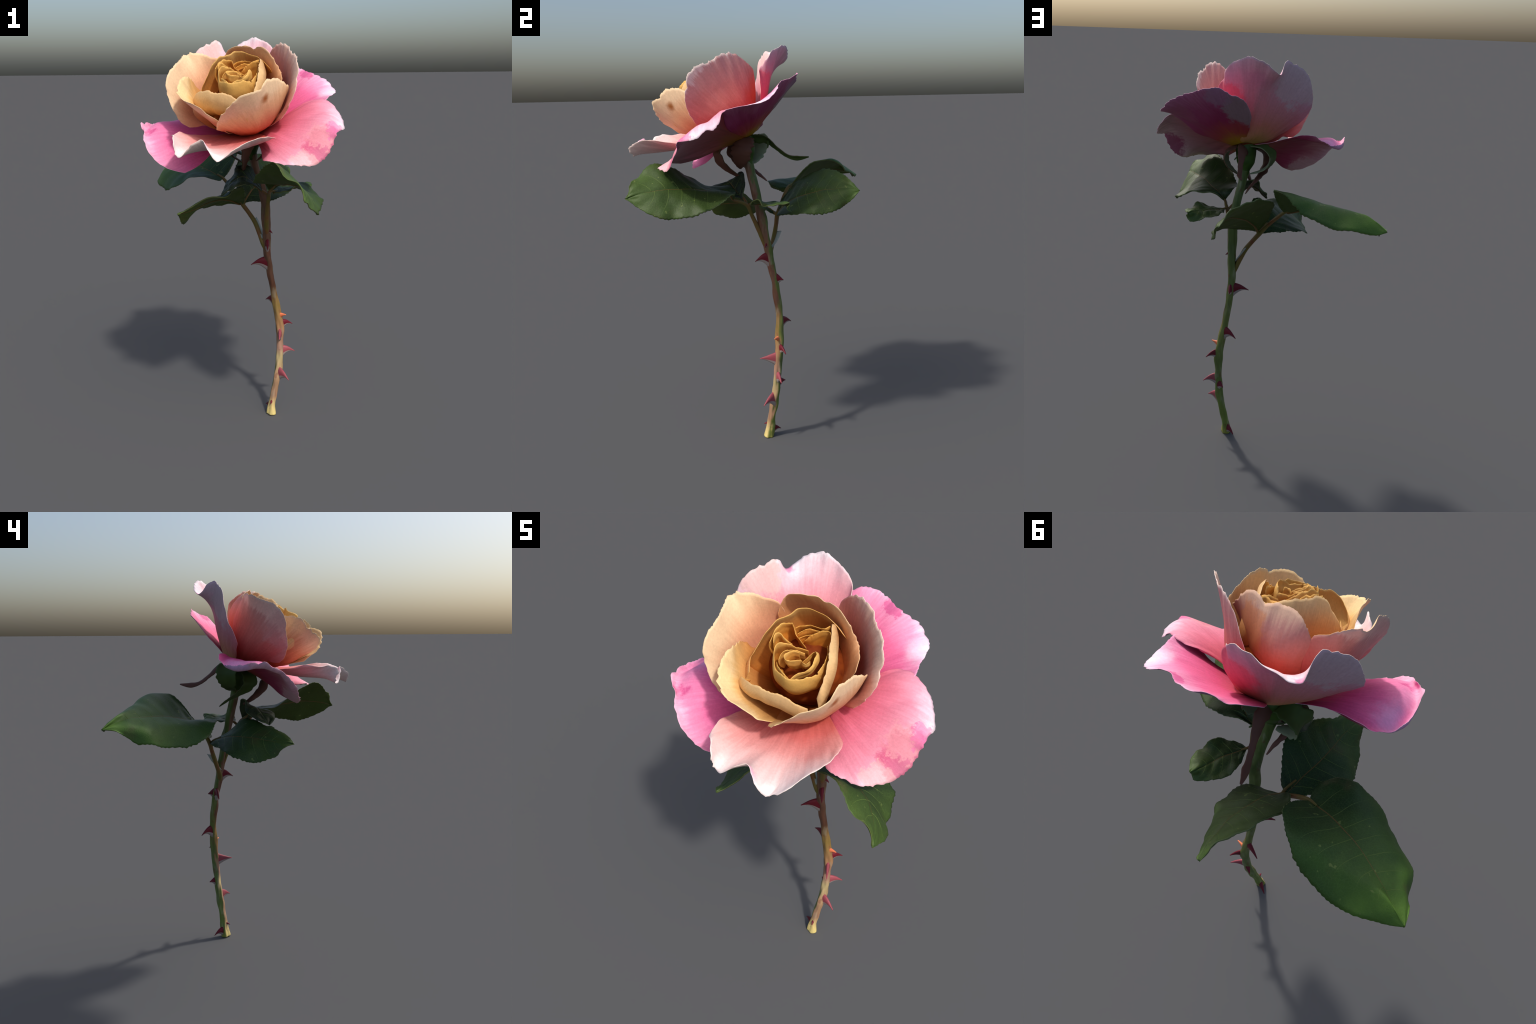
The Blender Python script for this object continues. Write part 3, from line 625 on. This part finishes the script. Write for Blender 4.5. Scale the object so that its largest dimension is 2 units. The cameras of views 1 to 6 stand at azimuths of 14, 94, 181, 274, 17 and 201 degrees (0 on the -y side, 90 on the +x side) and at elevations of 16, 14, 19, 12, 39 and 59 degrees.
def thorn(tip, mats, rise=.012, half=.034, wide=.013, hook=.010, name="thorn"):
    """Prickle: tall narrow foot on the stem, sweeping to a point that hooks down."""
    tip = np.asarray(tip, float)
    foot_z = tip[2] + rise
    c = _stem_line[np.argmin(abs(_stem_line[:, 2] - foot_z))]
    out = tip - c; out[2] = 0; out /= np.linalg.norm(out)
    side = np.cross((0, 0, 1), out)
    foot = c + out * .006
    n, sides = 14, 14
    verts, faces, slots = [], [], []
    for k in range(n):
        t = k / (n - 1)
        p = foot + (tip - foot) * t + np.array((0, 0, hook * math.sin(math.pi * t) * 1.2))
        w = (1 - t) ** 1.35
        h, b = .0022 + (half - .0022) * w, .0020 + (wide - .0020) * (1 - t) ** .9
        for s in range(sides):
            a = 2 * math.pi * s / sides
            drop = 1.25 if math.sin(a) < 0 else .85
            verts.append(p + side * b * math.cos(a) + np.array((0, 0, h * math.sin(a) * drop)))
    for k in range(n - 1):
        for s in range(sides):
            s2 = (s + 1) % sides
            faces.append((k * sides + s, k * sides + s2, (k + 1) * sides + s2, (k + 1) * sides + s))
            slots.append(1 if math.sin(2 * math.pi * (s + .5) / sides) < -.35 else 0)
    faces.append(tuple((n - 1) * sides + s for s in range(sides))); slots.append(0)
    return make_object(name, verts, faces, mats, slots, rose)


R2, P2 = (THORN_RED, THORN_PALE), (THORN_PINK, THORN_PALE)
thorn((.056, .109, .853), R2, .014, .040, .014)
thorn((.164, .042, .959), R2, .014, .042, .014)
thorn((.147, .182, .859), R2, .006, .040, .013, .004)
thorn((.111, .216, .628), R2, .016, .038, .013)
thorn((.264, .195, .506), R2, .008, .032, .012)
thorn((.221, .060, .462), P2, .000, .040, .012, .002)
thorn((.283, .172, .356), P2, .006, .036, .013)
thorn((.177, .186, .327), R2, .002, .034, .014, .004)
thorn((.268, .080, .222), P2, .018, .042, .013)
thorn((.123, .156, .021), R2, .014, .034, .014)
thorn((.170, .071, .071), R2, .004, .016, .009, .003)
thorn((.240, .138, .576), (THORN_BUD, THORN_BUD), -.012, .018, .010, .002, "side_bud")
thorn((.176, .095, 1.035), R2, .010, .020, .008, .004)

# ------------------------------------------------------------------ leaflets
LEAF_RIM = plain("leaf_rim_skin", (92, 104, 62), .5, .25, 30)
VEIN = plain("vein_skin", (92, 112, 52), .5, .2, 30)
MIDRIB = plain("midrib_skin", (104, 82, 44), .5, .25, 30)


def leaflet(rows, front, teeth, shades, seed, up=(0, 0, 1), veins=7, tooth=.010, mid_row=None):
    """rows: curves from base to tip, one margin across to the other; mid_row is the midrib's index."""
    nu, nv = 90, 41
    G = loft(rows, nu, nv)
    across = np.gradient(G, axis=0); across /= np.maximum(np.linalg.norm(across, axis=2, keepdims=True), 1e-9)
    N = grid_normals(G)
    for i in range(nu):
        u = i / (nu - 1)
        saw = (u * teeth * (1 + .1 * wob(u * 5, seed))) % 1.0
        e = tooth * (saw - .45) * math.sin(math.pi * min(1, u * 1.02)) ** .5 * (.7 + .6 * wob(u * 9, seed + 4))
        for j in range(nv):
            v = j / (nv - 1)
            w = max(0, abs(v - .5) * 2 - .72) / .28
            G[j, i] += across[j, i] * e * w * (1 if v > .5 else -1)
            G[j, i] += N[j, i] * (.006 * wob(u * 6, v * 4, seed + 7) + .011 * w * wob(u * 9, v * 3, seed))
    # quilting between lateral veins
    d = np.linspace(0, 1, nv)[:, None]; uu = np.linspace(0, 1, nu)[None, :]
    mid_v = .5 if mid_row is None else mid_row
    phase = (uu - .35 * np.abs(d - mid_v)) * (veins + 1)
    G += N * (.0009 * np.cos(2 * math.pi * phase) * np.clip(np.abs(d - mid_v) * 6, 0, 1))[..., None]
    G -= N * (.003 * np.exp(-((d - mid_v) / .03) ** 2) + 0 * uu)[..., None] * np.sign((N * np.asarray(front)).sum(2).mean())
    base, tip = Vector(G[nv // 2, 0]), Vector(G[nv // 2, -1])
    L = (tip - base).length
    top = leaf_material("leaf_top_skin", base, tip, L, tip - base, shades[0], shades[1])
    low = leaf_material("leaf_underside_skin", base, tip, L, tip - base, shades[2], shades[3], True)
    ob = solid_sheet("leaflet", G, (top, low, LEAF_RIM), .0055, rose, lambda g: g * 0 + np.asarray(front, float))
    Nn = grid_normals(G)
    Nn *= np.sign((Nn * np.asarray(front)).sum(2).mean())

    def at(u, v):
        i, j = min(nu - 1, max(0, u * (nu - 1))), min(nv - 1, max(0, v * (nv - 1)))
        i0, j0 = int(i), int(j); i1, j1 = min(i0 + 1, nu - 1), min(j0 + 1, nv - 1); fi, fj = i - i0, j - j0
        g = lambda A: (A[j0, i0] * (1 - fi) + A[j0, i1] * fi) * (1 - fj) + (A[j1, i0] * (1 - fi) + A[j1, i1] * fi) * fj
        return g(G), g(Nn)

    rib = [np.add(at(u, mid_v)[0], at(u, mid_v)[1] * .0016) for u in np.linspace(.0, .96, 40)]
    v0, f0 = sweep(np.array(rib), np.linspace(.0034, .0010, 40), 8)
    make_object("midrib", v0, f0, [MIDRIB], None, ob)
    rib = [np.add(at(u, mid_v)[0], -at(u, mid_v)[1] * .0026) for u in np.linspace(.0, .96, 40)]
    v0, f0 = sweep(np.array(rib), np.linspace(.0045, .0014, 40), 8)
    make_object("midrib", v0, f0, [MIDRIB], None, ob)
    V, F = [], []
    for k in range(veins):
        u0 = .08 + .80 * k / veins
        for s in (-1, 1):
            far = (1 - mid_v) if s > 0 else mid_v
            pts = []
            for q in np.linspace(0, .86, 14):
                u = u0 + .04 * s * .3 + .17 * q ** 1.3 * (1 - u0 * .4)
                p, n = at(u, mid_v + s * far * q)
                pts.append(p + n * .0022)
            vv, ff = sweep(np.array(pts), np.linspace(.0014, .0006, 14), 6)
            o = len(V); V += vv; F += [tuple(o + x for x in f) for f in ff]
    veins_ob = make_object("leaf_veins", V, F, [VEIN], None, ob)
    veins_ob["kind"] = "stuff"
    return ob


DEEP = ((28, 54, 18), (80, 112, 38), (58, 76, 32), (76, 92, 40))
OLIVE = ((36, 50, 20), (64, 86, 34), (58, 72, 32), (74, 88, 38))  # greens lowered to include the shadow the bloom casts on the leaf

# compound leaf on the long petiole: arched terminal leaflet, then the pair
leaflet([[(-.118, .198, 1.290), (-.095, .225, 1.325), (-.073, .275, 1.385), (-.068, .335, 1.434), (-.098, .402, 1.436), (-.125, .436, 1.428), (-.165, .486, 1.395), (-.198, .504, 1.366), (-.248, .527, 1.350), (-.297, .554, 1.336), (-.345, .565, 1.327), (-.400, .568, 1.323), (-.456, .561, 1.312), (-.511, .551, 1.302), (-.555, .551, 1.316)],
         [(-.118, .198, 1.292), (-.110, .260, 1.355), (-.135, .360, 1.420), (-.190, .425, 1.424), (-.267, .455, 1.405), (-.342, .475, 1.391), (-.422, .491, 1.379), (-.484, .509, 1.364), (-.556, .551, 1.318)],
         [(-.118, .198, 1.294), (-.153, .222, 1.310), (-.223, .265, 1.332), (-.282, .310, 1.348), (-.340, .354, 1.357), (-.391, .398, 1.361), (-.433, .441, 1.359), (-.476, .480, 1.351), (-.519, .520, 1.336), (-.557, .551, 1.319)],
         [(-.118, .198, 1.294), (-.170, .150, 1.315), (-.260, .165, 1.318), (-.350, .210, 1.310), (-.430, .280, 1.305), (-.490, .350, 1.312), (-.525, .430, 1.322), (-.557, .551, 1.319)],
         [(-.118, .196, 1.292), (-.122, .150, 1.285), (-.148, .110, 1.300), (-.183, .090, 1.318), (-.223, .079, 1.316), (-.262, .082, 1.309), (-.298, .090, 1.280), (-.336, .096, 1.264), (-.390, .134, 1.241), (-.437, .185, 1.223), (-.474, .243, 1.226), (-.522, .290, 1.234), (-.543, .320, 1.252), (-.548, .350, 1.254), (-.546, .395, 1.252), (-.547, .443, 1.284), (-.558, .493, 1.312), (-.558, .550, 1.319)]],
        (-.35, .35, .9), 40, DEEP, 1, mid_row=.50)
leaflet([[(.012, .150, 1.178), (-.030, .168, 1.235), (-.050, .215, 1.300), (-.066, .270, 1.345), (-.060, .320, 1.370), (-.030, .352, 1.385), (.002, .393, 1.405), (.024, .430, 1.398), (.066, .467, 1.386), (.108, .496, 1.375), (.135, .520, 1.352), (.157, .560, 1.312)],
         [(.012, .150, 1.178), (-.004, .178, 1.226), (-.004, .228, 1.285), (.006, .288, 1.326), (.034, .348, 1.350), (.070, .410, 1.358), (.110, .465, 1.350), (.142, .515, 1.336), (.160, .558, 1.313)],
         [(.012, .150, 1.178), (.020, .179, 1.212), (.039, .203, 1.239), (.067, .262, 1.276), (.097, .324, 1.299), (.123, .387, 1.317), (.140, .451, 1.323), (.157, .513, 1.328), (.162, .558, 1.314)],
         [(.012, .149, 1.177), (.044, .160, 1.195), (.086, .184, 1.212), (.130, .233, 1.231), (.164, .302, 1.247), (.178, .364, 1.260), (.182, .426, 1.271), (.178, .492, 1.288), (.164, .557, 1.313)],
         [(.012, .148, 1.176), (.060, .154, 1.186), (.110, .150, 1.184), (.155, .160, 1.190), (.185, .200, 1.200), (.205, .255, 1.206), (.218, .290, 1.208), (.214, .330, 1.206), (.209, .370, 1.206), (.202, .405, 1.210), (.195, .440, 1.221), (.188, .474, 1.235), (.180, .510, 1.262), (.165, .556, 1.312)]],
        (.75, -.1, .6), 28, OLIVE, 2)
leaflet([[(-.005, .143, 1.172), (.020, .115, 1.186), (.030, .092, 1.200), (.040, .055, 1.218), (.050, .018, 1.246), (.055, -.012, 1.282), (.048, -.050, 1.296), (.029, -.097, 1.281), (.009, -.143, 1.266), (-.040, -.180, 1.266), (-.088, -.205, 1.256), (-.112, -.247, 1.238), (-.150, -.280, 1.219), (-.186, -.298, 1.199)],
         [(-.005, .143, 1.170), (-.030, .095, 1.198), (-.047, .058, 1.210), (-.084, -.014, 1.225), (-.109, -.088, 1.221), (-.130, -.158, 1.213), (-.158, -.230, 1.205), (-.187, -.298, 1.198)],
         [(-.005, .143, 1.168), (-.045, .135, 1.170), (-.090, .117, 1.173), (-.138, .078, 1.164), (-.172, .060, 1.159), (-.203, .040, 1.154), (-.224, .006, 1.139), (-.232, -.045, 1.123), (-.230, -.090, 1.113), (-.222, -.135, 1.112), (-.213, -.168, 1.121), (-.209, -.206, 1.140), (-.205, -.228, 1.165), (-.198, -.262, 1.184), (-.188, -.298, 1.197)]],
        (-.6, .1, .75), 28, ((26, 50, 18), (64, 84, 34), (62, 78, 36), (78, 94, 42)), 3)
# compound leaf on the short petiole
leaflet([[(.197, -.052, 1.279), (.245, -.040, 1.312), (.296, -.034, 1.326), (.350, -.040, 1.325), (.388, -.055, 1.314), (.418, -.086, 1.290), (.448, -.120, 1.273), (.474, -.153, 1.268), (.471, -.200, 1.245), (.466, -.248, 1.235), (.465, -.291, 1.231), (.484, -.336, 1.236), (.479, -.377, 1.247), (.472, -.419, 1.265), (.468, -.456, 1.289), (.462, -.490, 1.312), (.452, -.514, 1.322)],
         [(.197, -.055, 1.280), (.228, -.066, 1.312), (.268, -.112, 1.331), (.303, -.182, 1.338), (.343, -.248, 1.348), (.390, -.312, 1.354), (.420, -.379, 1.350), (.443, -.446, 1.342), (.451, -.515, 1.323)],
         [(.195, -.056, 1.281), (.172, -.044, 1.315), (.154, -.070, 1.336), (.142, -.130, 1.336), (.146, -.180, 1.340), (.161, -.216, 1.357), (.181, -.260, 1.384), (.210, -.296, 1.409), (.239, -.333, 1.436), (.283, -.380, 1.465), (.300, -.412, 1.467), (.325, -.445, 1.443), (.346, -.462, 1.425), (.375, -.475, 1.411), (.408, -.488, 1.402), (.432, -.496, 1.382), (.446, -.500, 1.348), (.450, -.515, 1.323)]],
        (.5, 0, .85), 34, OLIVE, 4)
leaflet([[(.190, .042, 1.258), (.220, .030, 1.260), (.258, .036, 1.264), (.295, .046, 1.282), (.318, .070, 1.296), (.340, .098, 1.276), (.360, .130, 1.270), (.364, .175, 1.278), (.348, .226, 1.284)],
         [(.190, .048, 1.257), (.232, .091, 1.265), (.259, .121, 1.268), (.285, .154, 1.271), (.308, .189, 1.278), (.345, .226, 1.280)],
         [(.188, .054, 1.256), (.184, .110, 1.262), (.194, .161, 1.266), (.216, .192, 1.260), (.251, .214, 1.256), (.291, .228, 1.246), (.330, .230, 1.238), (.352, .220, 1.262), (.344, .227, 1.276)]],
        (.3, .3, .9), 10, OLIVE, 5, veins=5, tooth=.005)
leaflet([[(.150, -.015, 1.275), (.118, -.005, 1.345), (.080, -.015, 1.395), (.036, -.036, 1.390), (.012, -.043, 1.349), (-.006, -.056, 1.322), (-.016, -.110, 1.295), (-.012, -.168, 1.270)],
         [(.150, -.018, 1.274), (.115, -.060, 1.325), (.075, -.090, 1.352), (.035, -.115, 1.335), (.008, -.145, 1.300), (-.013, -.168, 1.269)],
         [(.150, -.020, 1.273), (.150, -.085, 1.300), (.130, -.150, 1.325), (.085, -.185, 1.325), (.035, -.195, 1.295), (-.014, -.170, 1.267)]],
        (-.1, -.3, .9), 9, ((24, 34, 26), (48, 58, 36), (50, 58, 40), (66, 72, 46)), 6, veins=5, tooth=.005)
